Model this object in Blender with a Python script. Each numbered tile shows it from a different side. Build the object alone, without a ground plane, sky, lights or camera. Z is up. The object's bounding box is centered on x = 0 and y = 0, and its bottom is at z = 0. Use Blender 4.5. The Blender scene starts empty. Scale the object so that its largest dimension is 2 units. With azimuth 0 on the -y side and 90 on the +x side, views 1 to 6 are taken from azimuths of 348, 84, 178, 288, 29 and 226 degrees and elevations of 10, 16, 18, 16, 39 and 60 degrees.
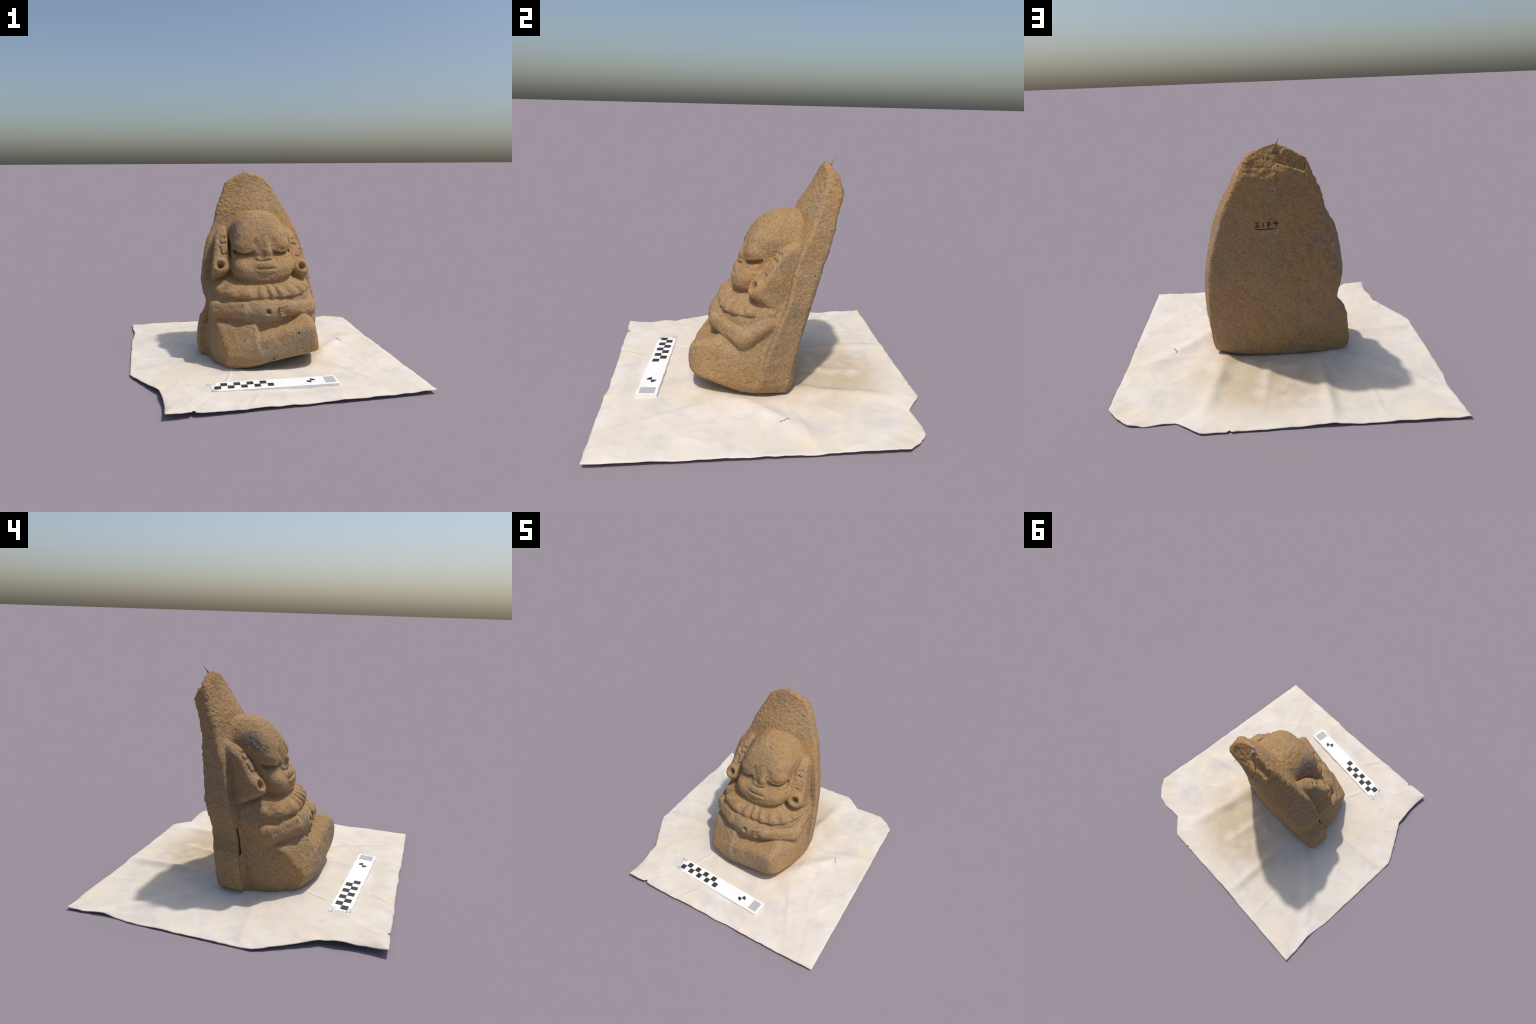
# Carved stone figure on a cloth sheet with a photographic scale bar.
# The figure is modelled as an implicit solid (lofts, convex blocks, capsules,
# carved grooves), polygonised, weathered with noise and split into named parts.
import bpy, bmesh, math, random
import numpy as np
from mathutils import Vector
from mathutils.bvhtree import BVHTree

SEED = 7
random.seed(SEED)
H = 0.0042            # polygonisation cell

# ------------------------------------------------------------------ noise
_rng = np.random.RandomState(SEED)
_PERM = _rng.permutation(4096).astype(np.int64)
_GRAD = _rng.normal(size=(4096, 3)).astype(np.float32)
_GRAD /= np.linalg.norm(_GRAD, axis=1)[:, None]


def perlin(P):
    P = np.asarray(P, np.float32)
    I = np.floor(P).astype(np.int64)
    F = P - I
    U = F * F * F * (F * (F * 6 - 15) + 10)
    out = np.zeros(len(P), np.float32)
    for dx in (0, 1):
        for dy in (0, 1):
            for dz in (0, 1):
                h = _PERM[(I[:, 0] + dx) & 4095]
                h = _PERM[(h + I[:, 1] + dy) & 4095]
                h = _PERM[(h + I[:, 2] + dz) & 4095]
                g = _GRAD[h]
                d = F - np.array([dx, dy, dz], np.float32)
                w = (U[:, 0] if dx else 1 - U[:, 0]) * (U[:, 1] if dy else 1 - U[:, 1]) * (U[:, 2] if dz else 1 - U[:, 2])
                out += w * (g * d).sum(1)
    return out * 1.5


def fbm(P, scale, octaves=3, gain=0.5, off=0.0):
    s, a, out = scale, 1.0, 0
    for i in range(octaves):
        out = out + a * perlin(P * s + off + 17.3 * i)
        s *= 2.03
        a *= gain
    return out


# ------------------------------------------------------------------ implicit tools
X0, X1, Y0, Y1, Z0, Z1 = -0.56, 0.56, -0.56, 0.60, -0.02, 1.47
AX = np.arange(X0, X1, H, dtype=np.float32)
AY = np.arange(Y0, Y1, H, dtype=np.float32)
AZ = np.arange(Z0, Z1, H, dtype=np.float32)


def smin(a, b, k):
    h = np.maximum(k - np.abs(a - b), 0) / k
    return np.minimum(a, b) - h * h * k * 0.25


def smax(a, b, k):
    return -smin(-a, -b, k)


def table(z, zs, vs):
    o = np.argsort(zs)
    return np.interp(z, np.asarray(zs)[o], np.asarray(vs)[o]).astype(np.float32)


def smooth_table(z, zs, vs):
    """monotone-ish cubic (Catmull-Rom) look-up of a profile."""
    o = np.argsort(zs)
    zs = np.asarray(zs, float)[o]
    vs = np.asarray(vs, float)[o]
    m = np.gradient(vs, zs)
    zc = np.clip(z, zs[0], zs[-1])
    i = np.clip(np.searchsorted(zs, zc) - 1, 0, len(zs) - 2)
    h = zs[i + 1] - zs[i]
    t = (zc - zs[i]) / h
    r = ((2 * t**3 - 3 * t**2 + 1) * vs[i] + (t**3 - 2 * t**2 + t) * h * m[i]
         + (-2 * t**3 + 3 * t**2) * vs[i + 1] + (t**3 - t**2) * h * m[i + 1])
    return r.astype(np.float32)


def loft(x, y, z, rows, yc, zmap=None, grow=None):
    """horizontal super-ellipse sections; rows = (z, x_left, x_right, y_front, power)."""
    R = np.array(rows, float)
    zz = z if zmap is None else zmap(x, y, z)
    xl, xr, yf, p = (smooth_table(zz, R[:, 0], R[:, i]) for i in (1, 2, 3, 4))
    xc, wx, wy = (xl + xr) / 2, np.maximum((xr - xl) / 2, 1e-3), np.maximum(yc - yf, 1e-3)
    f = (np.abs((x - xc) / wx) ** p + np.abs((y - yc) / wy) ** p + 1e-9) ** (1 / p)
    d = (f - 1) * np.minimum(wx, wy)
    d = np.maximum(d, np.maximum(z - R[:, 0].max(), R[:, 0].min() - z))
    if grow is not None:
        d = d - grow(x, y, z)
    return d


def ell(x, y, z, c, r):
    q0 = np.sqrt(((x - c[0]) / r[0]) ** 2 + ((y - c[1]) / r[1]) ** 2 + ((z - c[2]) / r[2]) ** 2)
    q1 = np.sqrt(((x - c[0]) / r[0] ** 2) ** 2 + ((y - c[1]) / r[1] ** 2) ** 2 + ((z - c[2]) / r[2] ** 2) ** 2)
    return q0 * (q0 - 1) / np.maximum(q1, 1e-6)


def cap(x, y, z, a, b, ra, rb):
    a, b = np.array(a, float), np.array(b, float)
    d = b - a
    L = d @ d
    t = np.clip(((x - a[0]) * d[0] + (y - a[1]) * d[1] + (z - a[2]) * d[2]) / L, 0, 1)
    return np.sqrt((x - a[0] - t * d[0]) ** 2 + (y - a[1] - t * d[1]) ** 2 + (z - a[2] - t * d[2]) ** 2) - (ra + t * (rb - ra))


def path(x, y, z, pts, r):
    out = None
    for a, b in zip(pts[:-1], pts[1:]):
        d = cap(x, y, z, a, b, r, r)
        out = d if out is None else np.minimum(out, d)
    return out


def plane(x, y, z, p, n):
    n = np.array(n, float)
    n /= np.linalg.norm(n)
    return (x - p[0]) * n[0] + (y - p[1]) * n[1] + (z - p[2]) * n[2]


def plane3(x, y, z, a, b, c, inside):
    a, b, c, inside = (np.array(v, float) for v in (a, b, c, inside))
    n = np.cross(b - a, c - a)
    if n @ (inside - a) > 0:
        n = -n
    return plane(x, y, z, a, n)


def block(k, *ds):
    out = ds[0]
    for d in ds[1:]:
        out = smax(out, d, k)
    return out


def poly_sdf(px, pz, poly):
    poly = np.array(poly, np.float32)
    d = np.full(np.broadcast(px, pz).shape, 1e9, np.float32)
    s = np.ones_like(d)
    n = len(poly)
    for i in range(n):
        a, b = poly[i], poly[i - 1]
        ex, ez = b - a
        wx, wz = px - a[0], pz - a[1]
        t = np.clip((wx * ex + wz * ez) / (ex * ex + ez * ez), 0, 1)
        d = np.minimum(d, (wx - ex * t) ** 2 + (wz - ez * t) ** 2)
        c1, c2, c3 = pz >= a[1], pz < b[1], ex * wz > ez * wx
        s = np.where((c1 & c2 & c3) | (~c1 & ~c2 & ~c3), -s, s)
    return s * np.sqrt(d)


# ------------------------------------------------------------------ parts of the figure (metres)
SLAB_OUTLINE = [
    (-0.02, 1.446), (0.065, 1.422), (0.14, 1.392), (0.183, 1.345), (0.225, 1.28), (0.277, 1.185), (0.327, 1.09),
    (0.39, 0.93), (0.424, 0.80), (0.459, 0.62), (0.482, 0.42), (0.484, 0.26), (0.474, 0.16), (0.445, 0.10), (0.405, 0.055),
    (0.32, 0.025), (0.2, 0.013), (-0.42, 0.012), (-0.475, 0.05), (-0.49, 0.11), (-0.485, 0.23), (-0.462, 0.31), (-0.41, 0.375),
    (-0.398, 0.43), (-0.430, 0.51), (-0.441, 0.60), (-0.419, 0.75), (-0.400, 0.85), (-0.369, 0.935), (-0.315, 1.04),
    (-0.277, 1.165), (-0.238, 1.255), (-0.192, 1.357), (-0.10, 1.41)]
ARRIS = [(1.45, .422), (1.35, .396), (1.168, .318), (1.035, .26), (.942, .208), (.789, .16), (.64, .125), (.495, .07), (.352, .014), (.176, -.028), (0, -.055)]
BULGE = [(1.45, .015), (1.35, .035), (1.23, .055), (1.15, .07), (1.0, .05), (.8, .0), (0, 0)]
BACK = [(1.46, .424), (1.40, .436), (1.34, .450), (1.275, .464), (1.16, .430), (.97, .382), (.79, .330), (.64, .295), (.40, .238), (.29, .213), (.20, .200), (.10, .188), (.05, .178), (0, .165)]
CONVEX = [(1.45, .03), (1.2, .032), (.9, .035), (.7, .045), (.55, .052), (.40, .056), (.29, .052), (.2, .045), (.1, .035), (0, .025)]
HALF = [(1.45, .12), (1.35, .19), (1.17, .275), (1.04, .33), (.93, .375), (.8, .41), (.6, .45), (0, .48)]


def back_face(x, y, z):
    bk = smooth_table(z, *zip(*BACK))
    cv = smooth_table(z, *zip(*CONVEX))
    up = band(z, .6, 1.1)
    return (y - bk - cv * (1 - np.minimum(((x + .07 - .12 * up) / 0.42) ** 2, 1.4)) + .12 * up * np.maximum(-x - .05, 0)) * 0.97


def slab(x, y, z):
    o = poly_sdf(x[:, :, 0], z[0, :, :], SLAB_OUTLINE)[:, None, :] + 0.004
    ar = smooth_table(z, *zip(*ARRIS))
    bu = smooth_table(z, *zip(*BULGE))
    hw = smooth_table(z, *zip(*HALF))
    u = np.minimum(np.abs(x) / hw, 1.0)
    ar = ar + .050 * band(-x, .25, .40) * band(-z, -.60, -.36)      # the -x foot of the slab sits further back
    front = (ar - bu * (1 - u * u) - y) * 0.9
    back = back_face(x, y, z)
    draft = (0.26 - 0.02 * np.tanh(x / .1)) * band(z, .02, .22) - band(-x, 0, .2) * .12 * band(-z, -.75, -.5) * band(z, .02, .22)
    side = o + np.maximum(y - ar - 0.02, 0) * draft
    d = smax(side, front, 0.022)
    d = smax(d, back, 0.03)
    # two breaks behind the top
    d = smax(d, -block(0.010, plane(x, y, z, (.08, .466, 1.335), (.05, -.93, -.36)), plane(x, y, z, (-.030, .46, 1.34), (-.86, .25, -.3)),
                       plane(x, y, z, (.205, .45, 1.30), (.85, .3, -.3)), plane(x, y, z, (.06, .47, 1.232), (-.25, -.35, -.9))), 0.006)
    d = smax(d, -block(0.010, plane(x, y, z, (-.10, .436, 1.37), (.22, -.95, -.15)), plane(x, y, z, (-.10, .45, 1.312), (.30, -.15, -.94)),
                       plane(x, y, z, (-.015, .45, 1.36), (.85, .35, .1)), plane(x, y, z, (-.186, .45, 1.35), (-.9, .3, -.1))), 0.006)
    return d


def torso(x, y, z):
    d = loft(x, y, z, [(.68, -.23, .27, -.03, 2.6), (.62, -.330, .37, -.165, 2.6), (.56, -.365, .402, -.222, 2.6), (.50, -.378, .415, -.265, 2.6),
                       (.44, -.384, .418, -.274, 2.5), (.385, -.388, .422, -.286, 2.6), (.34, -.392, .428, -.305, 3.0), (.30, -.394, .432, -.32, 3.4),
                       (.20, -.396, .436, -.335, 3.9), (.08, -.394, .428, -.34, 4.2), (.015, -.385, .405, -.33, 4.2)], 0.12)
    # belly
    d = smin(d, ell(x, y, z, (.005, -.19, .418), (.235, .152, .118)), 0.03)
    d = smax(d, bottom_cut(x, y, z), 0.02)
    d = smax(d, -ell(x, y, z, (.008, -.345, .440), (.020, .035, .021)), 0.006)
    return d


def bottom_cut(x, y, z):
    return block(0.03,
                 plane3(x, y, z, (.30, -.472, .160), (.03, -.435, .085), (.22, -.365, .012), (0, 0, .5)),
                 plane3(x, y, z, (-.10, -.43, .075), (-.31, -.36, .075), (-.12, -.385, .012), (0, 0, .5)),
                 plane3(x, y, z, (.40, -.30, .11), (.30, -.46, .155), (.39, -.05, .012), (0, 0, .5)),
                 0.012 - z + 0 * x)


def leg_right(x, y, z):      # the crossing leg with the big knee on +x
    inn = (.15, -.2, .2)
    return block(0.030,
                 plane3(x, y, z, (.189, -.440, .299), (.28, -.495, .19), (.03, -.455, .165), inn),
                 plane(x, y, z, (.10, -.462, .13), (.04, -1, -.10)),
                 plane3(x, y, z, (.290, -.435, .352), (.01, -.40, .288), (.30, -.25, .395), inn),
                 plane3(x, y, z, (.365, -.42, .20), (.425, -.15, .20), (.40, -.15, .34), inn),
                 plane(x, y, z, (.325, -.475, .18), (.75, -.66, .05)),
                 plane(x, y, z, (-.13, -.40, .235), (-.75, .1, .55)), x - .436 + 0 * y, plane(x, y, z, (.365, -.2, .345), (.55, 0, .83)), plane(x, y, z, (.430, -.1, .18), (.97, -.05, -.20)),
                 bottom_cut(x, y, z), y - 0.0 + 0 * x)


def leg_left(x, y, z):
    inn = (-.15, -.2, .15)
    return block(0.024,
                 plane3(x, y, z, (-.363, -.252, .312), (-.303, -.392, .135), (-.107, -.405, .249), inn),
                 plane3(x, y, z, (-.361, -.248, .312), (-.306, -.388, .144), (-.400, -.06, .05), inn),
                 plane(x, y, z, (-.385, -.10, .2), (-1, -.12, 0.06)),
                 plane(x, y, z, (-.10, -.436, .14), (-.18, -.97, 0)),
                 plane(x, y, z, (-.186, -.304, .345), (-.218, -.42, 1)),
                 plane(x, y, z, (-.075, -.40, .245), (.85, -.40, .34)),
                 bottom_cut(x, y, z), y - 0.0 + 0 * x)


COLLAR_ROWS = [(.632, -.24, .29, -.10, 2.6), (.615, -.285, .325, -.185, 2.6), (.598, -.322, .362, -.232, 2.6), (.575, -.350, .390, -.262, 2.6),
               (.552, -.362, .402, -.274, 2.6), (.535, -.360, .400, -.272, 2.6), (.521, -.325, .365, -.25, 2.6), (.507, -.2, .25, -.15, 2.6)]


def collar(x, y, z):
    def zm(x, y, z):
        return z + 0.010 * (1 - ((x - .02) / .3) ** 2)

    def ruffle(x, y, z):
        th = np.arctan2(x - 0.025, -(y - 0.10)) + 0.06 * np.sin(9 * (x + z))
        w = np.sin(th * 23 + 0.9 + 0.9 * np.sin(th * 3.1) + .5 * np.sin(th * 7.3))
        w = np.sign(w) * np.abs(w) ** .7
        return (0.0135 + 0.002 * np.sin(th * 5 + 2)) * w * np.clip((z - .53) / .04, 0.25, 1) - 0.002
    return loft(x, y, z, COLLAR_ROWS, 0.10, zm, ruffle)


HEAD_ROWS = [
    (1.138, .02, .04, .20, 2.0), (1.130, -.04, .10, .11, 2.1), (1.112, -.085, .143, .045, 2.2), (1.085, -.128, .180, .004, 2.4), (1.063, -.151, .198, -.018, 2.6),
    (1.025, -.178, .220, -.046, 3.2), (.99, -.194, .240, -.068, 3.6), (.93, -.204, .250, -.094, 4.2), (.885, -.202, .250, -.107, 4.6), (.860, -.205, .253, -.110, 4.8),
    (.838, -.209, .257, -.112, 4.8), (.82, -.211, .260, -.108, 4.8), (.80, -.214, .262, -.113, 4.7), (.77, -.222, .272, -.143, 4.6), (.735, -.225, .275, -.172, 4.5),
    (.70, -.223, .273, -.183, 4.2), (.665, -.212, .262, -.186, 3.8), (.635, -.187, .236, -.180, 3.1), (.610, -.140, .190, -.145, 2.6), (.592, -.085, .135, -.085, 2.4), (.577, -.02, .07, .02, 2.2)]


def lid_rim(side, x):
    cx, w = (-.120, .080) if side < 0 else (.166, .084)
    return cx, w, .842 + .026 * ((x - cx) / w) ** 2


def head(x, y, z):
    d = loft(x, y, z, HEAD_ROWS, 0.17)
    # lowered lids: a hollow under each, with a crisp upper rim that sags in the middle
    for side in (-1, 1):
        cx, w, rim = lid_rim(side, x)
        mask = np.clip(1 - ((x - cx) / (w * .97)) ** 4, 0, 1)
        d = d + .036 * band(z, .802, .842) * band(rim - z, -.001, .006) * mask * (y < .02)
    # hollows beside the bridge of the nose
    d = smax(d, -ell(x, y, z, (-.040, -.116, .930), (.020, .026, .045)), 0.025)
    d = smax(d, -ell(x, y, z, (.098, -.120, .925), (.018, .024, .045)), 0.025)
    # flaked temple
    d = smax(d, plane(x, y, z, (-.200, .02, 1.03), (-.80, -.42, .30)), 0.012)
    # mouth
    d = smin(d, ell(x, y, z, (.028, -.152, .756), (.072, .016, .022)), 0.03)
    d = smin(d, ell(x, y, z, (.030, -.176, .710), (.062, .012, .016)), 0.02)
    d = smax(d, -cap(x, y, z, (-.042, -.190, .7335), (.100, -.194, .731), .0085, .0085), 0.004)
    d = smax(d, -cap(x, y, z, (-.036, -.176, .733), (.094, -.180, .731), .0100, .0100), 0.003)
    return d


def nose(x, y, z):
    d = cap(x, y, z, (.035, -.050, .965), (.026, -.082, .825), .032, .056)
    d = smin(d, cap(x, y, z, (.045, -.082, .93), (.052, -.118, .845), .016, .026), 0.02)
    d = smin(d, ell(x, y, z, (.022, -.108, .803), (.062, .042, .024)), 0.015)
    d = smax(d, -ell(x, y, z, (-.008, -.154, .840), (.045, .038, .05)), 0.010)
    return d


def eyelid(side):
    def f(x, y, z):
        cx, w, rim = lid_rim(side, x)
        return smax(ell(x, y, z, (cx, -.020 - .004 * side, .888), (.074, .080, .056)), rim - z, .006)
    return f


def arc3(c, u, v, r, a0, a1, n=9):
    c, u, v = (np.array(q, float) for q in (c, u, v))
    return [c + r * (math.cos(a) * u + math.sin(a) * v) for a in np.linspace(math.radians(a0), math.radians(a1), n)]


EAR = {
    1: dict(top=(.320, .088, .905), low=(.340, -.085, .665), n=(.30, -1, .72), hole=(.335, -.066, .716), out=(.394, -.04, .72), outn=(.97, .16, .10),
            up=(.30, .09, .940), under=(.35, -.10, .628), inner=.255, s=1, spiral=(.312, .085, .885), pill=(.318, .022, .800)),
    -1: dict(top=(-.275, .085, .925), low=(-.300, -.058, .720), n=(-.22, -1, .72), hole=(-.302, -.045, .748), out=(-.362, -.03, .76), outn=(-.97, .16, .10),
             up=(-.27, .09, .960), under=(-.28, -.075, .662), inner=-.222, s=-1, spiral=(-.262, .088, .915), pill=(-.262, .030, .838)),
}


def ear(side):
    E = EAR[side]
    s = E['s']
    n = np.array(E['n'], float)
    n /= np.linalg.norm(n)
    u = np.array([s, 0, 0]) - n * n[0] * s
    u /= np.linalg.norm(u)                       # outward along the face
    v = np.cross(n, u) if np.cross(n, u)[2] > 0 else -np.cross(n, u)   # up along the face

    def f(x, y, z):
        ar = smooth_table(z, *zip(*ARRIS))
        d = block(0.03, plane(x, y, z, E['low'], n), plane(x, y, z, E['out'], E['outn']),
                  plane(x, y, z, E['up'], (s * .45, -.3, 1)), plane(x, y, z, E['under'], (s * .15, -.33, -.94)),
                  s * (E['inner'] - x) + 0 * y,
                  plane(x, y, z, np.array(E['hole']) + u * .048 - v * .044, (s * .50, -.58, -.64)),
                  plane(x, y, z, np.array(E['hole']) - u * .050 - v * .046, (-s * .45, -.58, -.66)))
        d = np.maximum(d, y - ar - .03)
        h = np.array(E['hole'])
        # lobe: a swollen ring round a deep hole
        ring = [h + 0.036 * (math.cos(a) * u + math.sin(a) * v) - 0.016 * n for a in np.linspace(0, 2 * math.pi, 17)]
        d = smin(d, path(x, y, z, ring, .028), 0.02)
        d = smax(d, -cap(x, y, z, h + n * .035, h - n * .038, .037, .013), 0.018)
        # scroll at the top of the ear
        c = np.array(E['spiral'])
        c = c - n * ((c - np.array(E['low'])) @ n)
        d = smax(d, -path(x, y, z, arc3(c, u, v, .030, -125, 140), .0120), 0.006)
        # pill shaped ridge in the middle
        p = np.array(E['pill'])
        p = p - n * ((p - np.array(E['low'])) @ n)
        d = smax(d, -path(x, y, z, arc3(p, u, v, .028, -120, 30), .0110), 0.006)
        d = smax(d, -path(x, y, z, [p + u * .025 + v * .012, p + u * .026 + v * .036], .0105), 0.006)
        return d
    return f


def arm_right(x, y, z):
    d = cap(x, y, z, (.378, .04, .505), (.374, -.09, .415), .048, .058)
    d = smin(d, cap(x, y, z, (.366, -.130, .392), (.170, -.288, .440), .062, .054), 0.035)
    d = smin(d, cap(x, y, z, (.360, -.165, .436), (.19, -.300, .470), .028, .026), 0.015)
    return d


def arm_left(x, y, z):
    d = cap(x, y, z, (-.345, .04, .515), (-.345, -.09, .430), .048, .054)
    d = smin(d, cap(x, y, z, (-.338, -.125, .412), (-.155, -.264, .430), .062, .054), 0.035)
    d = smin(d, cap(x, y, z, (-.358, -.135, .455), (-.16, -.262, .480), .028, .026), 0.015)
    return d


def hand_right(x, y, z):
    d = ell(x, y, z, (.135, -.298, .447), (.06, .040, .045))
    for i in range(4):
        t = i / 3
        d = smin(d, cap(x, y, z, (.150, -.318, .478 - .066 * t), (.092 + .012 * t, -.332, .470 - .066 * t), .0135, .0115), 0.003)
    return d


def hand_left(x, y, z):
    d = ell(x, y, z, (-.115, -.268, .440), (.062, .040, .050))
    d = smin(d, cap(x, y, z, (-.15, -.262, .478), (-.088, -.272, .492), .016, .012), 0.008)
    d = smin(d, cap(x, y, z, (-.12, -.290, .425), (-.085, -.303, .385), .028, .022), 0.015)
    d = smin(d, cap(x, y, z, (-.09, -.290, .44), (-.055, -.312, .41), .022, .016), 0.012)
    return d


# name, function, blend radius with what is already there, bounding box
PARTS = [
    ('back_slab', slab, 0.03, (-.56, .56, -.25, .60, -.02, 1.47)),
    ('torso', torso, 0.035, (-.48, .53, -.45, .42, -.02, .74)),
    ('leg', leg_right, 0.012, (-.25, .52, -.56, .06, -.02, .42)),
    ('leg', leg_left, 0.010, (-.46, .12, -.52, .06, -.02, .42)),
    ('arm', arm_right, 0.016, (.08, .50, -.40, .14, .26, .62)),
    ('arm', arm_left, 0.016, (-.46, -.05, -.38, .14, .28, .64)),
    ('hand', hand_right, 0.005, (.04, .24, -.38, -.20, .37, .54)),
    ('hand', hand_left, 0.010, (-.24, .0, -.36, -.18, .34, .54)),
    ('collar', collar, 0.008, (-.42, .47, -.38, .50, .47, .70)),
    ('head', head, 0.038, (-.32, .36, -.26, .50, .54, 1.20)),
    ('ear', ear(1), 0.012, (.16, .50, -.22, .30, .54, 1.0)),
    ('ear', ear(-1), 0.012, (-.46, -.13, -.20, .30, .56, 1.02)),
    ('eyelid', eyelid(-1), 0.016, (-.24, .0, -.16, .08, .80, 1.0)),
    ('eyelid', eyelid(1), 0.016, (.05, .29, -.16, .08, .80, 1.0)),
    ('nose', nose, 0.014, (-.09, .15, -.20, .08, .74, 1.03)),
]
GROOVES = [
    ([(-.075, -.425, .285), (-.045, -.425, .292)], .028, .015),           # hollow where the feet cross   # carved after everything is joined: path, radius, softness
    *[([(-.349 - o, .078, .45), (-.354 - o, .058, .36), (-.356 - o, .046, .28)], .0048, .002) for o in np.arange(.010, .062, .005)],   # crack behind the -x arm
    ([(-.192, -.310, .350), (-.135, -.348, .335), (-.080, -.385, .312)], .012, .004),               # slit between the legs
    ([(.372, .303, .787), (.380, .29, .795)], .011, .006),                                           # hole in the edge
    ([(.205, -.452, .300), (.205, -.43, .300)], .006, .004),
    ([(.02, -.455, .125), (.02, -.44, .125)], .008, .006),
]


def box_slices(b):
    out = []
    for A, lo, hi in ((AX, b[0], b[1]), (AY, b[2], b[3]), (AZ, b[4], b[5])):
        out.append(slice(int(np.searchsorted(A, lo)), int(np.searchsorted(A, hi))))
    return tuple(out)


def build_field():
    D = np.full((len(AX), len(AY), len(AZ)), 1.0, np.float32)
    for name, fn, k, b in PARTS:
        s = box_slices(b)
        x, y, z = AX[s[0]][:, None, None], AY[s[1]][None, :, None], AZ[s[2]][None, None, :]
        d = fn(x, y, z)
        if fn is not slab:
            d = np.maximum(d, back_face(x, y, z) + 0.03)
        D[s] = smin(D[s], d.astype(np.float32), k)
    for pts, r, k in GROOVES:
        P = np.array(pts)
        m = r + k + .02
        b = (P[:, 0].min() - m, P[:, 0].max() + m, P[:, 1].min() - m, P[:, 1].max() + m, P[:, 2].min() - m, P[:, 2].max() + m)
        s = box_slices(b)
        x, y, z = AX[s[0]][:, None, None], AY[s[1]][None, :, None], AZ[s[2]][None, None, :]
        D[s] = smax(D[s], -path(x, y, z, pts, r), k)
    s = box_slices((X0, X1, Y0, Y1, Z0, .12))                        # the base lifts off the sheet on the +x side
    x, y, z = AX[s[0]][:, None, None], AY[s[1]][None, :, None], AZ[s[2]][None, None, :]
    D[s] = smax(D[s], (plane3(x, y, z, (.2, 0, .012), (.43, 0, .042), (.2, .3, .014), (0, 0, .5))).astype(np.float32), .02)
    D[0], D[-1] = 1, 1
    D[:, 0], D[:, -1] = 1, 1
    D[:, :, 0], D[:, :, -1] = 1, 1
    return D


def surface_nets(D):
    """one vertex per sign-changing cell, one quad per sign-changing edge."""
    S = D < 0
    nx, ny, nz = D.shape
    c = np.zeros((nx - 1, ny - 1, nz - 1), np.uint8)
    for i in (0, 1):
        for j in (0, 1):
            for k in (0, 1):
                c += S[i:nx - 1 + i, j:ny - 1 + j, k:nz - 1 + k]
    cells = np.argwhere((c > 0) & (c < 8))
    idx = np.full(c.shape, -1, np.int32)
    idx[tuple(cells.T)] = np.arange(len(cells))
    corners = np.array([(i, j, k) for i in (0, 1) for j in (0, 1) for k in (0, 1)])
    val = np.stack([D[tuple((cells + o).T)] for o in corners], 1)
    acc = np.zeros((len(cells), 3), np.float32)
    cnt = np.zeros(len(cells), np.float32)
    for a in range(8):
        for b in range(a + 1, 8):
            if np.abs(corners[a] - corners[b]).sum() != 1:
                continue
            va, vb = val[:, a], val[:, b]
            m = (va < 0) != (vb < 0)
            t = np.where(m, va / np.where(m, va - vb, 1), 0)
            acc += m[:, None] * (corners[a] + t[:, None] * (corners[b] - corners[a]))
            cnt += m
    V = (cells + acc / cnt[:, None]) * H + np.array([AX[0], AY[0], AZ[0]])
    quads = []
    for ax in range(3):
        sl0 = [slice(None)] * 3
        sl1 = [slice(None)] * 3
        sl0[ax], sl1[ax] = slice(0, -1), slice(1, None)
        A, B = S[tuple(sl0)], S[tuple(sl1)]
        e = np.argwhere(A != B)
        flip = A[tuple(e.T)]
        u, v = (ax + 1) % 3, (ax + 2) % 3
        q = []
        for du, dv in ((-1, -1), (0, -1), (0, 0), (-1, 0)):
            o = e.copy()
            o[:, u] += du
            o[:, v] += dv
            q.append(idx[tuple(o.T)])
        q = np.stack(q, 1)
        q[~flip] = q[~flip][:, ::-1]
        quads.append(q)
    return V, np.concatenate(quads)


def vert_normals(V, Q):
    n = np.cross(V[Q[:, 2]] - V[Q[:, 0]], V[Q[:, 3]] - V[Q[:, 1]])
    N = np.zeros_like(V)
    for i in range(4):
        for a in range(3):
            N[:, a] += np.bincount(Q[:, i], n[:, a], len(V))
    return N / np.maximum(np.linalg.norm(N, axis=1), 1e-12)[:, None]


def band(v, lo, hi):
    t = np.clip((v - lo) / (hi - lo), 0, 1)
    return t * t * (3 - 2 * t)


def keep_biggest(V, Q):
    lab = np.arange(len(V))
    while True:
        m = lab[Q].min(1)
        new = lab.copy()
        for i in range(4):
            np.minimum.at(new, Q[:, i], m)
        new = new[new]
        if (new == lab).all():
            break
        lab = new
    big = np.bincount(lab).argmax()
    keep = lab == big
    mp = np.cumsum(keep) - 1
    Q = Q[keep[Q[:, 0]]]
    return V[keep], mp[Q]


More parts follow.
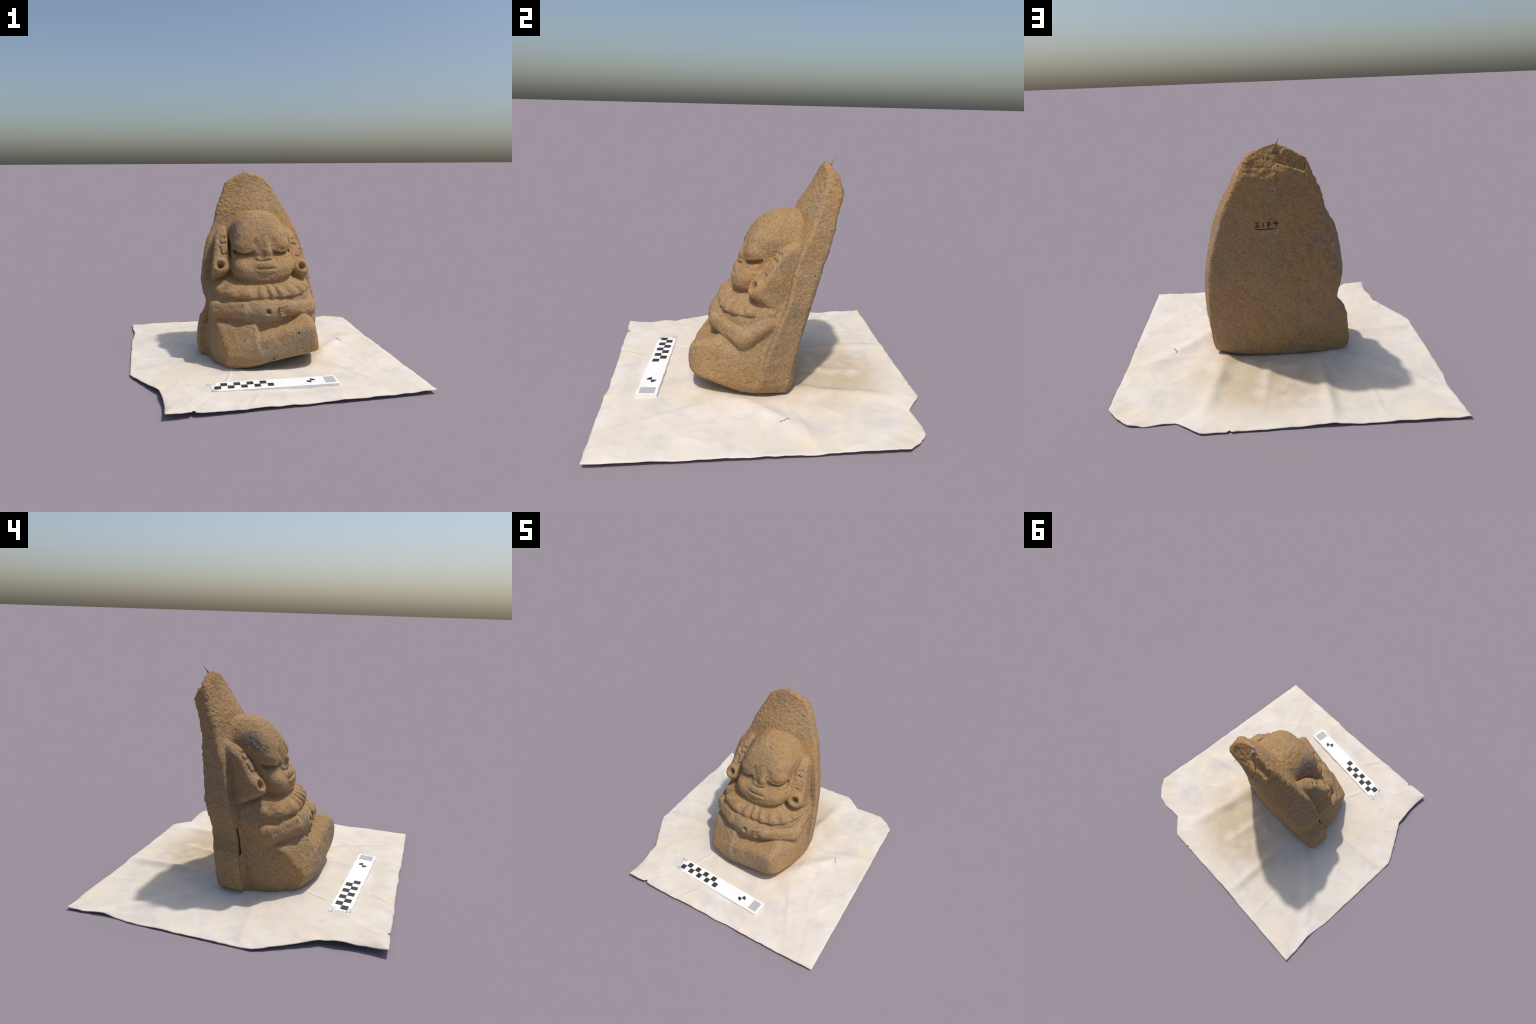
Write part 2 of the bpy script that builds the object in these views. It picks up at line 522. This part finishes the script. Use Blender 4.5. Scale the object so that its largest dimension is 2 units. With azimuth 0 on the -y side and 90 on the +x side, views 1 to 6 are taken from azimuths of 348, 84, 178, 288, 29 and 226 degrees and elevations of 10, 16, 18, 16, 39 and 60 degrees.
def weather(V, Q):
    N = vert_normals(V, Q)
    back = band(N[:, 1], .45, .85)
    hi_front = band(V[:, 2], 1.0, 1.12) * (1 - back)
    left_edge = band(-V[:, 0], .16, .30) * band(V[:, 1], .05, .15)
    d = 0.0045 * fbm(V, 6, 2)                                      # gentle unevenness
    d += 0.0020 * fbm(V, 28, 3, .55, 5.0)                          # weathered grain
    d += 0.0080 * back * fbm(V * [1, 1, .8], 20, 3, .6, 9.0) * (0.35 + band(-V[:, 0], -.15, .15) * band(V[:, 2], .35, .7))
    d += 0.0030 * hi_front * fbm(V * [.85, 1, 1.25], 34, 3, .6, 3.0)
    d += 0.0025 * left_edge * fbm(V, 16, 3, .6, 21.0)
    pits = np.maximum(perlin(V * 75 + 40) - .36, 0)
    d -= 0.009 * pits
    brk = band(V[:, 2], 1.24, 1.30) * band(N[:, 1], .2, .5)        # broken top
    d += brk * (0.006 * fbm(V, 9, 2, .5, 33.0) + 0.004 * fbm(V, 30, 3, .6, 61.0))
    flake = band(-plane(V[:, 0], V[:, 1], V[:, 2], (-.190, .03, 1.02), (-.80, -.42, .30)), .02, .0) * band(V[:, 2], .93, .97) * (V[:, 1] < .14) * (V[:, 0] < -.1)
    d += 0.006 * flake * fbm(V, 26, 3, .6, 51.0)
    return V + N * d[:, None]


def part_labels(C):
    x, y, z = C[:, 0].astype(np.float32), C[:, 1].astype(np.float32), C[:, 2].astype(np.float32)
    best = np.full(len(C), 1e3, np.float32)
    lab = np.zeros(len(C), np.int32)
    for i, (name, fn, k, b) in enumerate(PARTS):
        m = (x > b[0]) & (x < b[1]) & (y > b[2]) & (y < b[3]) & (z > b[4]) & (z < b[5])
        j = np.nonzero(m)[0]
        if name == 'back_slab':
            d = np.concatenate([fn(x[a][:, None, None], y[a][:, None, None], z[a][:, None, None]).ravel() if False else
                                slab_points(x[a], y[a], z[a]) for a in np.array_split(j, 8)])
        else:
            d = fn(x[j], y[j], z[j])
        d = np.asarray(d).ravel()
        if name in ('hand', 'eyelid', 'nose', 'collar', 'ear'):
            d = d - 0.004
        better = d < best[j]
        best[j[better]] = d[better]
        lab[j[better]] = i
    return lab


def slab_points(x, y, z):
    """the slab's distance at scattered points (same rule as slab())."""
    o = poly_sdf(x, z, SLAB_OUTLINE) + 0.004
    ar, bu = smooth_table(z, *zip(*ARRIS)), smooth_table(z, *zip(*BULGE))
    bk, hw = smooth_table(z, *zip(*BACK)), smooth_table(z, *zip(*HALF))
    u = np.minimum(np.abs(x) / hw, 1.0)
    return np.maximum(np.maximum(o, (ar - bu * (1 - u * u) - y) * .9), (y - bk - .03) * .97)


# ------------------------------------------------------------------ materials
def mat_new(name):
    m = bpy.data.materials.new(name)
    m.use_nodes = True
    nt = m.node_tree
    nt.nodes.clear()
    out = nt.nodes.new('ShaderNodeOutputMaterial')
    b = nt.nodes.new('ShaderNodeBsdfPrincipled')
    nt.links.new(b.outputs[0], out.inputs[0])
    return m, nt, b


class NG:
    """small helper for building node graphs."""
    def __init__(self, nt):
        self.nt = nt
        self.co = nt.nodes.new('ShaderNodeTexCoord').outputs['Object']

    def link(self, a, b):
        self.nt.links.new(a, b)

    def map(self, scale=(1, 1, 1), loc=(0, 0, 0), rot=(0, 0, 0)):
        n = self.nt.nodes.new('ShaderNodeMapping')
        n.inputs['Scale'].default_value = scale
        n.inputs['Location'].default_value = loc
        n.inputs['Rotation'].default_value = rot
        self.link(self.co, n.inputs[0])
        return n.outputs[0]

    def noise(self, scale, detail=4, rough=.55, vec=None, dist=0.0):
        n = self.nt.nodes.new('ShaderNodeTexNoise')
        n.inputs['Scale'].default_value = scale
        n.inputs['Detail'].default_value = detail
        n.inputs['Roughness'].default_value = rough
        n.inputs['Distortion'].default_value = dist
        self.link(vec if vec is not None else self.co, n.inputs['Vector'])
        return n.outputs['Fac']

    def voro(self, scale, vec=None):
        n = self.nt.nodes.new('ShaderNodeTexVoronoi')
        n.inputs['Scale'].default_value = scale
        self.link(vec if vec is not None else self.co, n.inputs['Vector'])
        return n.outputs['Distance']

    def ramp(self, f, lo, hi, a=0.0, b=1.0):
        n = self.nt.nodes.new('ShaderNodeMapRange')
        n.interpolation_type = 'SMOOTHSTEP'
        for i, v in enumerate((lo, hi, a, b)):
            n.inputs[i + 1].default_value = v
        self.link(f, n.inputs[0])
        return n.outputs[0]

    def math(self, op, a, b=None):
        n = self.nt.nodes.new('ShaderNodeMath')
        n.operation = op
        n.use_clamp = op in ('ADD', 'SUBTRACT') and False
        for i, v in enumerate((a, b)):
            if v is None:
                continue
            if isinstance(v, (int, float)):
                n.inputs[i].default_value = v
            else:
                self.link(v, n.inputs[i])
        return n.outputs[0]

    def mix(self, f, a, b, mode='MIX'):
        n = self.nt.nodes.new('ShaderNodeMix')
        n.data_type = 'RGBA'
        n.blend_type = mode
        if isinstance(f, (int, float)):
            n.inputs[0].default_value = f
        else:
            self.link(f, n.inputs[0])
        for i, v in ((6, a), (7, b)):
            if isinstance(v, tuple):
                n.inputs[i].default_value = (*v, 1)
            else:
                self.link(v, n.inputs[i])
        return n.outputs[2]

    def spot(self, c, r, soft=1.0):
        """1 inside an ellipsoid at c with radii r, fading outwards."""
        n = self.nt.nodes.new('ShaderNodeVectorMath')
        n.operation = 'SUBTRACT'
        self.link(self.co, n.inputs[0])
        n.inputs[1].default_value = c
        d = self.nt.nodes.new('ShaderNodeVectorMath')
        d.operation = 'DIVIDE'
        self.link(n.outputs[0], d.inputs[0])
        d.inputs[1].default_value = r
        l = self.nt.nodes.new('ShaderNodeVectorMath')
        l.operation = 'LENGTH'
        self.link(d.outputs[0], l.inputs[0])
        return self.ramp(l.outputs['Value'], 1.0 + soft * .5, 1.0 - soft * .5)

    def bump(self, h, strength, dist, prev=None):
        n = self.nt.nodes.new('ShaderNodeBump')
        n.inputs['Strength'].default_value = strength
        n.inputs['Distance'].default_value = dist
        self.link(h, n.inputs['Height'])
        if prev is not None:
            self.link(prev, n.inputs['Normal'])
        return n.outputs[0]


def stone_material():
    m, nt, b = mat_new('weathered_sandstone')
    g = NG(nt)
    base, warm, grey = (.330, .210, .105), (.365, .212, .085), (.275, .198, .120)
    c = g.mix(g.ramp(g.noise(3.2, 3), .40, .64), base, warm)
    c = g.mix(g.ramp(g.noise(5.5, 4, .6, g.map(loc=(3, 1, 2))), .50, .72), c, grey)
    c = g.mix(g.ramp(g.noise(9, 3, .6, g.map(loc=(7, 5, 1))), .52, .75, 0, .55), c, (.43, .275, .175))
    # ochre tint round the nose and belly
    och = g.math('MAXIMUM', g.spot((.03, -.12, .86), (.11, .12, .10)), g.spot((0, -.33, .42), (.16, .1, .1)))
    c = g.mix(g.math('MULTIPLY', och, g.ramp(g.noise(22, 4), .35, .65, 0, .55)), c, (.34, .245, .105))
    # grey lichen on the belly, the front of the legs and the temple
    li = g.math('MAXIMUM', g.spot((-.05, -.32, .42), (.13, .1, .07)), g.spot((-.02, -.44, .17), (.2, .09, .07)))
    li = g.math('MAXIMUM', li, g.spot((.20, -.46, .26), (.18, .08, .09)))
    li = g.math('MULTIPLY', li, g.ramp(g.noise(30, 5, .7), .40, .58, 0, .80))
    c = g.mix(li, c, (.225, .195, .155))
    # dark crust with pale specks: temple flake and the edge of the slab
    speck = g.ramp(g.noise(34, 5, .7, g.map(loc=(4, 4, 9))), .52, .68, 0, .8)
    patchy = g.ramp(g.noise(16, 5, .65), .36, .54)
    te = g.math('MULTIPLY', g.spot((-.178, .03, 1.02), (.058, .12, .075), .4), patchy)
    ed = g.math('MAXIMUM', g.spot((-.35, .29, .93), (.075, .15, .26), .8), g.spot((-.40, .27, .66), (.06, .12, .12), 1.0))
    ed = g.math('MULTIPLY', ed, g.ramp(g.noise(14, 5, .7, g.map(loc=(2, 6, 5))), .44, .60))
    c = g.mix(g.math('MULTIPLY', te, .88), c, (.120, .105, .092))
    c = g.mix(g.math('MULTIPLY', ed, .60), c, (.205, .178, .155))
    c = g.mix(g.math('MULTIPLY', g.math('MAXIMUM', te, ed), speck), c, (.44, .385, .325))
    # break faces behind the top: rusty
    br = g.spot((.06, .47, 1.34), (.13, .09, .11), .5)
    c = g.mix(g.math('MULTIPLY', br, g.ramp(g.noise(12, 4), .35, .6, .3, .85)), c, (.36, .185, .055))
    c = g.mix(g.ramp(g.noise(24, 4, .65, g.map(loc=(6, 2, 8))), .50, .70, 0, .45), c, (.215, .130, .062))  # dark mottle drawn over the stone for shading in the dimples
    # grain: light and dark grains, dark pits
    c = g.mix(g.ramp(g.noise(85, 3, .75), .42, .68, 0, .48), c, (.54, .375, .205))
    c = g.mix(g.ramp(g.noise(62, 4, .75, g.map(loc=(1, 9, 3))), .52, .68, 0, .65), c, (.19, .115, .055))
    pit = g.math('MULTIPLY', g.ramp(g.voro(70), .22, .05), g.ramp(g.noise(13, 2), .48, .62))
    c = g.mix(g.math('MULTIPLY', pit, .7), c, (.115, .075, .045))
    g.link(c, b.inputs['Base Color'])
    b.inputs['Roughness'].default_value = .88
    b.inputs['Specular IOR Level'].default_value = .2
    n = g.bump(g.noise(60, 6, .7), .75, .007)
    n = g.bump(pit, -.5, .005, n)
    g.link(n, b.inputs['Normal'])
    return m


def cloth_material():
    m, nt, b = mat_new('unbleached_cotton')
    g = NG(nt)
    c = g.mix(g.ramp(g.noise(2.6, 4, .55, dist=.6), .38, .66), (.665, .598, .505), (.70, .65, .58))
    c = g.mix(g.ramp(g.noise(5.5, 4, .6, g.map(loc=(3, 2, 0))), .48, .70, 0, .75), c, (.575, .54, .495))
    c = g.mix(g.ramp(g.noise(4.2, 3, .5, g.map(loc=(9, 4, 0), scale=(1, 1.7, 1))), .52, .72, 0, .65), c, (.75, .635, .48))
    # warm shadow behind the stone, painted into the cotton as tan
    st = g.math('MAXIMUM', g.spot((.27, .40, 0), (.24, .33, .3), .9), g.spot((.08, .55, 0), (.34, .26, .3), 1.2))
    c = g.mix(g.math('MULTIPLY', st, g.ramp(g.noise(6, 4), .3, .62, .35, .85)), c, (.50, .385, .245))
    st2 = g.math('MAXIMUM', g.spot((.47, -.02, 0), (.12, .3, .3), 1.2), g.spot((.38, -.3, 0), (.14, .16, .3), 1.0))
    c = g.mix(g.math('MULTIPLY', st2, g.ramp(g.noise(9, 4), .3, .65, .1, .6)), c, (.64, .50, .36))
    c = g.mix(g.ramp(g.noise(160, 2, .6), .35, .7, 0, .12), c, (.62, .56, .49))
    g.link(c, b.inputs['Base Color'])
    b.inputs['Roughness'].default_value = .95
    b.inputs['Specular IOR Level'].default_value = .1
    n = g.bump(g.noise(8, 4, .55, dist=.5), .35, .012)
    n = g.bump(g.noise(220, 2, .5), .15, .002, n)
    g.link(n, b.inputs['Normal'])
    return m


def plain_material(name, col, rough=.6, var=.12, scale=40):
    m, nt, b = mat_new(name)
    g = NG(nt)
    dark = tuple(v * (1 - var) for v in col)
    g.link(g.mix(g.ramp(g.noise(scale, 3), .4, .7), col, dark), b.inputs['Base Color'])
    b.inputs['Roughness'].default_value = rough
    b.inputs['Specular IOR Level'].default_value = .25
    return m


def card_material():
    m, nt, b = mat_new('white_card')
    g = NG(nt)
    c = g.mix(g.ramp(g.noise(7, 4, .6), .45, .7, 0, .5), (.86, .85, .83), (.74, .72, .69))
    c = g.mix(g.math('MULTIPLY', g.spot((-.475, -.665, .04), (.06, .09, .1), .6), g.ramp(g.noise(28, 4, .6), .38, .58)), c, (.30, .29, .27))
    c = g.mix(g.ramp(g.noise(45, 4, .7), .60, .72, 0, .5), c, (.50, .46, .40))
    g.link(c, b.inputs['Base Color'])
    b.inputs['Roughness'].default_value = .55
    return m


# ------------------------------------------------------------------ object helpers
def mesh_obj(name, V, F, mat, parent=None, smooth=True):
    me = bpy.data.meshes.new(name)
    me.from_pydata([tuple(v) for v in V], [], [tuple(f) for f in F])
    me.update()
    if smooth:
        me.polygons.foreach_set('use_smooth', [True] * len(me.polygons))
    me.materials.append(mat)
    ob = bpy.data.objects.new(name, me)
    bpy.context.scene.collection.objects.link(ob)
    if parent:
        ob.parent = parent
    return ob


def build_statue():
    stone = stone_material()
    D = build_field()
    V, Q = surface_nets(D)
    del D
    V, Q = keep_biggest(V, Q)
    base = V.copy()
    V = weather(V, Q)
    V[:, 2] = np.maximum(V[:, 2], 0.006)
    N = vert_normals(V, Q)
    lab = part_labels(base[Q].mean(1))
    # tidy labels: majority of neighbours, a few rounds
    for _ in range(6):
        cnt = np.zeros((len(V), len(PARTS)), np.int16)
        for i in range(4):
            np.add.at(cnt, (Q[:, i], lab), 1)
        lab = sum(cnt[Q[:, i]].astype(np.int32) for i in range(4)).argmax(1)
    root = bpy.data.objects.new('stone_statue', None)
    bpy.context.scene.collection.objects.link(root)
    root['label'] = 'weathered tan sandstone figure carved against a pointed slab'
    root['category'] = 'stone statue'
    for i, (name, *_r) in enumerate(PARTS):
        q = Q[lab == i]
        if not len(q):
            continue
        used = np.unique(q)
        mp = np.full(len(V), -1)
        mp[used] = np.arange(len(used))
        ob = mesh_obj(name, V[used], mp[q], stone, root)
        ob.data.normals_split_custom_set_from_vertices([tuple(n) for n in N[used]])
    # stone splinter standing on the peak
    pk = np.array((-.008, .425, 1.400))
    tip = np.array((-.042, .502, 1.498))
    ts = np.linspace(0, 1, 9)
    vv, ff = [], []
    for j, t in enumerate(ts):
        r = .024 * (1 - t) ** 3.2 + .0013 * (1 - t) + .0002
        c = pk + (tip - pk) * t
        for a in range(8):
            vv.append(c + r * np.array([math.cos(a * math.pi / 4), math.sin(a * math.pi / 4) * .8, -.3 * math.sin(a * math.pi / 4)]))
    for j in range(8):
        for a in range(8):
            ff.append((j * 8 + a, j * 8 + (a + 1) % 8, j * 8 + 8 + (a + 1) % 8, j * 8 + 8 + a))
    ff.append(tuple(range(64, 72)))
    mesh_obj('splinter', vv, ff, stone, root)
    build_writing(root, V, Q)
    return root, V, Q


def ribbon(bvh, strokes, width, lift):
    """pen strokes on the back: strokes are lists of (x, z); swept as a flat band laid on the stone."""
    vv, ff = [], []
    for st in strokes:
        P = np.array(st, float)
        seg = np.linalg.norm(np.diff(P, axis=0), axis=1)
        L = np.concatenate([[0], np.cumsum(seg)])
        n = max(3, int(L[-1] / .0022) + 1)
        t = np.linspace(0, L[-1], n)
        C = np.stack([np.interp(t, L, P[:, 0]), np.interp(t, L, P[:, 1])], 1)
        for _ in range(2):
            C[1:-1] = (C[:-2] + 2 * C[1:-1] + C[2:]) / 4
        T = np.gradient(C, axis=0)
        T /= np.maximum(np.linalg.norm(T, axis=1), 1e-9)[:, None]
        S = np.stack([-T[:, 1], T[:, 0]], 1)
        b0 = len(vv)
        for i in range(n):
            e = math.sqrt(max(0.12, 1 - abs(2 * i / (n - 1) - 1) ** 8))
            for w in (-1, -.33, .33, 1):
                q = C[i] + S[i] * w * width * .5 * e * (1 + .18 * math.sin(i * .9 + b0))
                hit = bvh.ray_cast(Vector((q[0], 1.0, q[1])), Vector((0, -1, 0)))
                yy = hit[0].y if hit[0] else .45
                vv.append((q[0], yy + (lift if abs(w) < 1 else -.0008), q[1]))
        for i in range(n - 1):
            for j in range(3):
                a = b0 + i * 4 + j
                ff.append((a, a + 1, a + 5, a + 4))
    return vv, ff


def build_writing(root, V, Q):
    bvh = BVHTree.FromPolygons([tuple(v) for v in V], [tuple(q) for q in Q])
    ink = plain_material('black_ink', (.012, .011, .012), .7)
    chalk = plain_material('white_ink', (.50, .45, .42), .8)
    # view from behind: +x is on the left; u runs to the reader's right
    S = .1435 / 1170           # metres per drawing unit
    ox, oz = .118, 1.011

    def pts(raw):
        return [[(ox - (u - 410) * S, oz - (v - 440) * S - .00001 * u) for u, v in st] for st in raw]
    black = [
        [(460, 580), (470, 530), (510, 505), (560, 520), (568, 570), (530, 650), (480, 710), (425, 755), (470, 735), (520, 770), (580, 730), (660, 675)],
        [(825, 500), (808, 600), (785, 735)],
        [(965, 495), (1040, 505), (1115, 475), (1100, 570), (1050, 680), (1015, 775)], [(965, 630), (1060, 600), (1180, 580)],
        [(1485, 440), (1400, 430), (1310, 470), (1295, 560), (1360, 560), (1440, 500), (1485, 440), (1460, 570), (1430, 660), (1405, 745)],
        [(1525, 765), (1540, 790)],
        [(425, 860), (600, 868), (800, 862), (960, 838), (1150, 820), (1385, 800)]]
    white = [
        [(680, 1025), (700, 1070), (740, 1085), (755, 1060)], [(780, 1015), (800, 1080), (850, 1085), (870, 1055), (820, 1060)],
        [(905, 995), (930, 1055), (985, 1055), (1000, 1030), (945, 1040)],
        [(1095, 955), (1045, 950), (1040, 985), (1090, 975), (1100, 945), (1088, 1060)],
        [(1160, 950), (1215, 950), (1205, 985), (1170, 975), (1215, 960), (1215, 1045)],
        [(1345, 960), (1290, 965), (1295, 1000), (1340, 990), (1345, 950), (1330, 1050)],
        [(1410, 970), (1465, 965), (1460, 1005), (1415, 1040), (1465, 1045), (1450, 1000), (1415, 970)]]
    for name, raw, w, mt in (('inventory_number', black, 66 * S, ink), ('small_number', white, 36 * S, chalk)):
        vv, ff = ribbon(bvh, pts(raw), w, .0014)
        mesh_obj(name, vv, ff, mt, root)


# ------------------------------------------------------------------ cloth
CLOTH = [  # x, y, z of the sheet's outline, counter-clockwise
    (1.000, -.983, .032), (1.000, -.60, .028), (1.000, -.21, .024), (.997, .33, .024), (.999, .736, .029), (.935, .815, .022), (.862, .872, .016), (.784, .884, .010), (.605, .872, .006),
    (.463, .983, .016), (.318, .980, .014), (.305, .968, .014), (.292, .982, .014), (-.218, .974, .018), (-.70, .982, .016), (-.999, .983, .024), (-.996, .871, .018), (-.978, .722, .012), (-.998, .529, .012), (-1.0, .14, .010),
    (-.999, -.247, .014), (-.918, -.399, .026), (-.803, -.600, .035), (-.778, -.812, .042), (-.781, -.983, .047), (-.625, -.978, .040), (-.606, -.952, .038), (-.595, -.976, .038),
    (-.297, -.982, .030), (-.262, -.976, .028), (-.131, -.972, .026), (.12, -.978, .022), (.236, -.971, .024), (.355, -.981, .030), (.736, -.983, .028)]


def crease(x, y, a, b, w):
    ax, ay, bx, by = *a, *b
    dx, dy = bx - ax, by - ay
    t = np.clip(((x - ax) * dx + (y - ay) * dy) / (dx * dx + dy * dy), 0, 1)
    d = np.hypot(x - ax - t * dx, y - ay - t * dy)
    return np.exp(-(d / w) ** 2) * np.sin(np.pi * np.clip(t, .02, .98)) ** .5


def cloth_height(x, y, edge_z, rho):
    """height of the sheet: flat in the middle, following the outline's height at the rim."""
    P = np.stack([x, y, 0 * x], 1)
    z = .014 + (edge_z - .014) * rho ** 2.2
    z += .015 * band(-y, -.1, .6) * (1 - rho ** 5)
    z += .0045 * fbm(P, 2.6, 2, .5, 2.0)
    ridge = 1 - np.abs(fbm(P * [1, 1, 1], 3.1, 2, .5, 11.0)) * 3
    z += .0035 * np.maximum(ridge, 0) ** 2
    for a, b, w, h in (((-.45, .20), (-.97, .74), .045, .022), ((-.26, .25), (-.26, .97), .040, .026), ((.34, .12), (.45, .80), .055, .030), ((.05, .2), (.12, .8), .03, .008),
                       ((.42, -.22), (.82, .22), .065, .030),
                       ((-.42, .10), (-.95, .30), .02, .006), ((-.45, -.1), (-.98, -.15), .02, .005), ((.25, -.4), (.95, -.62), .02, .004),
                       ((.45, .1), (.95, .25), .025, .006), ((-.28, -.38), (-.36, -.60), .010, .006), ((-.15, -.80), (-.26, -.97), .012, .006),
                       ((.05, -.80), (.35, -.97), .02, .006), ((.45, -.3), (.75, -.95), .02, .004), ((-.5, .4), (-.55, .95), .02, .005)):
        z += h * crease(x, y, a, b, w)
    z += .015 * band(-y, .78, .92) * (1 - rho ** 14) + .012 * np.exp(-((np.hypot((x - .03) / 1.1, y + .05) - .42) / .07) ** 2)
    z += .006 * rho ** 6 * fbm(P, 7, 2, .5, 8.0)
    return z


def cloth_surface():
    C = np.array(CLOTH)
    th = np.unwrap(np.arctan2(C[:, 1], C[:, 0]))
    th_c = np.append(th, th[0] + 2 * math.pi)
    C_c = np.vstack([C, C[:1]])
    # boundary samples: every vertex of the outline plus even steps along each side
    B = []
    for i in range(len(C)):
        n = max(1, int(np.linalg.norm(C_c[i + 1] - C_c[i]) / .011))
        for j in range(n):
            B.append(C_c[i] + (C_c[i + 1] - C_c[i]) * j / n)
    B = np.array(B)
    nb = len(B)
    R = 95
    rho = (np.arange(1, R + 1) / R)
    x = (rho[:, None] * B[None, :, 0]).ravel()
    y = (rho[:, None] * B[None, :, 1]).ravel()
    ez = np.tile(B[:, 2], R)
    rr = np.repeat(rho, nb)
    # ragged rim
    jit = 1 + .0035 * rr ** 8 * fbm(np.stack([x, y, 0 * x], 1), 14, 2, .5, 4.0)
    x, y = np.clip(x * jit, -1, 1), y * jit
    z = cloth_height(x, y, ez, rr)
    V = np.stack([x, y, z], 1)
    V = np.vstack([[(0, 0, .012)], V])
    F = [(0, 1 + i, 1 + (i + 1) % nb) for i in range(nb)]
    for r in range(R - 1):
        o = 1 + r * nb
        for i in range(nb):
            j = (i + 1) % nb
            F.append((o + i, o + nb + i, o + nb + j, o + j))
    return V, F, nb, R


def build_cloth():
    V, F, nb, R = cloth_surface()
    V[:, 2] = np.maximum(V[:, 2], .003) - (max(V[:, 2].min(), .003) - .003)
    n = len(V)
    T = V.copy()
    T[:, 2] -= .003
    faces = [tuple(f) for f in F] + [tuple(a + n for a in reversed(f)) for f in F]
    o = 1 + (R - 1) * nb
    for i in range(nb):
        j = (i + 1) % nb
        faces.append((o + j, o + i, o + i + n, o + j + n))
    ob = mesh_obj('cloth_sheet', np.vstack([V, T]), faces, cloth_material())
    ob['label'] = 'large square cream cotton sheet with creases and a painted tan shadow'
    ob['category'] = 'cloth sheet'
    return ob, V


# ------------------------------------------------------------------ scale bar
def build_bar(clothV):
    root = bpy.data.objects.new('scale_bar', None)
    bpy.context.scene.collection.objects.link(root)
    root['label'] = 'white photographic scale bar with black checks'
    root['category'] = 'scale bar'
    white = card_material()
    black = plain_material('black_print', (.050, .045, .042), .6, .5, 60)
    greym = plain_material('grey_print', (.45, .45, .44), .6, .06)
    # corner frame: a -> b along the bar, a -> d across it
    a, bq, cq, dq = (np.array(v) for v in ((-.507, -.713, .043), (.388, -.790, .053), (.399, -.658, .052), (-.498, -.580, .043)))

    def at(s, t, lift=0.0):
        p = (a * (1 - s) + bq * s) * (1 - t) + (dq * (1 - s) + cq * s) * t
        return p + np.array([0, 0, lift])
    thick = .030
    bm = bmesh.new()
    nseg = 24
    rows = []
    for i in range(nseg + 1):
        s = i / nseg
        wob = .002 * math.sin(i * 1.7)
        sink = -.010 * max(0, 1 - s / .08)
        top = [at(s, t, sink - (.003 if t in (0.0, 1.0) else 0)) + np.array([0, wob * (1 if t > .5 else -1) * (abs(t - .5) > .4), 0]) for t in (0.0, .03, .5, .97, 1.0)]
        bot = [at(s, 1.0, -thick), at(s, 0.0, -thick)]
        rows.append([bm.verts.new(tuple(p)) for p in top + bot])
    for i in range(nseg):
        for j in range(7):
            bm.faces.new((rows[i][j], rows[i + 1][j], rows[i + 1][(j + 1) % 7], rows[i][(j + 1) % 7]))
    bm.faces.new(rows[0])
    bm.faces.new(list(reversed(rows[-1])))
    bmesh.ops.recalc_face_normals(bm, faces=bm.faces)
    me = bpy.data.meshes.new('card')
    bm.to_mesh(me)
    bm.free()
    me.materials.append(white)
    ob = bpy.data.objects.new('card', me)
    bpy.context.scene.collection.objects.link(ob)
    ob.parent = root

    def patch(name, outline, mat):
        P = [at(s, t, .0016 - .010 * max(0, 1 - s / .08)) for s, t in outline]
        n = len(P)
        V = P + [p - np.array([0, 0, .003]) for p in P]
        F = [tuple(range(n)), tuple(range(2 * n - 1, n - 1, -1))] + [((i + 1) % n, i, n + i, n + (i + 1) % n) for i in range(n)]
        return mesh_obj(name, V, F, mat, root, smooth=False)

    def rect(s0, s1, t0, t1):
        return [(s0, t0), (s1, t0), (s1, t1), (s0, t1)]
    w = .0495
    for i in range(4):
        s0 = .116 + i * .0985
        patch('check_square', rect(s0, s0 + w, .50, .84), black)
    for i in range(5):
        s0 = .068 + i * .0985
        patch('check_square', rect(s0 + .001 * i, s0 + w, .16, .50), black)
    # round target: two opposite quarter discs
    cs, ct = .797, .50
    rs, rt = .036, .235
    for q in (0, 2):
        out = [(cs, ct)] + [(cs + rs * math.cos(ang), ct + rt * math.sin(ang)) for ang in np.linspace(q * math.pi / 2, (q + 1) * math.pi / 2, 10)]
        patch('target_quarter', out, black)
    patch('grey_patch', rect(.905, .985, .14, .86), greym)
    return root


def build_thread(cloth, V):
    """a loose dark thread lying on the sheet."""
    pts = [(.700, .120), (.694, .112), (.698, .102), (.708, .094), (.716, .086), (.716, .072), (.722, .060)]
    vv, ff = [], []
    for i, (x, y) in enumerate(pts):
        z = V[((V[:, 0] - x) ** 2 + (V[:, 1] - y) ** 2).argmin(), 2] + .0015
        for a in range(6):
            t = a * math.pi / 3
            vv.append((x + .0022 * math.cos(t), y + .0008 * math.cos(t), z + .0022 * math.sin(t)))
    for i in range(len(pts) - 1):
        for a in range(6):
            ff.append((i * 6 + a, i * 6 + (a + 1) % 6, i * 6 + 6 + (a + 1) % 6, i * 6 + 6 + a))
    mesh_obj('thread', vv, ff, plain_material('brown_thread', (.26, .215, .18), .9), cloth)


build_statue()
cloth, cv = build_cloth()
build_thread(cloth, cv)
build_bar(cv)
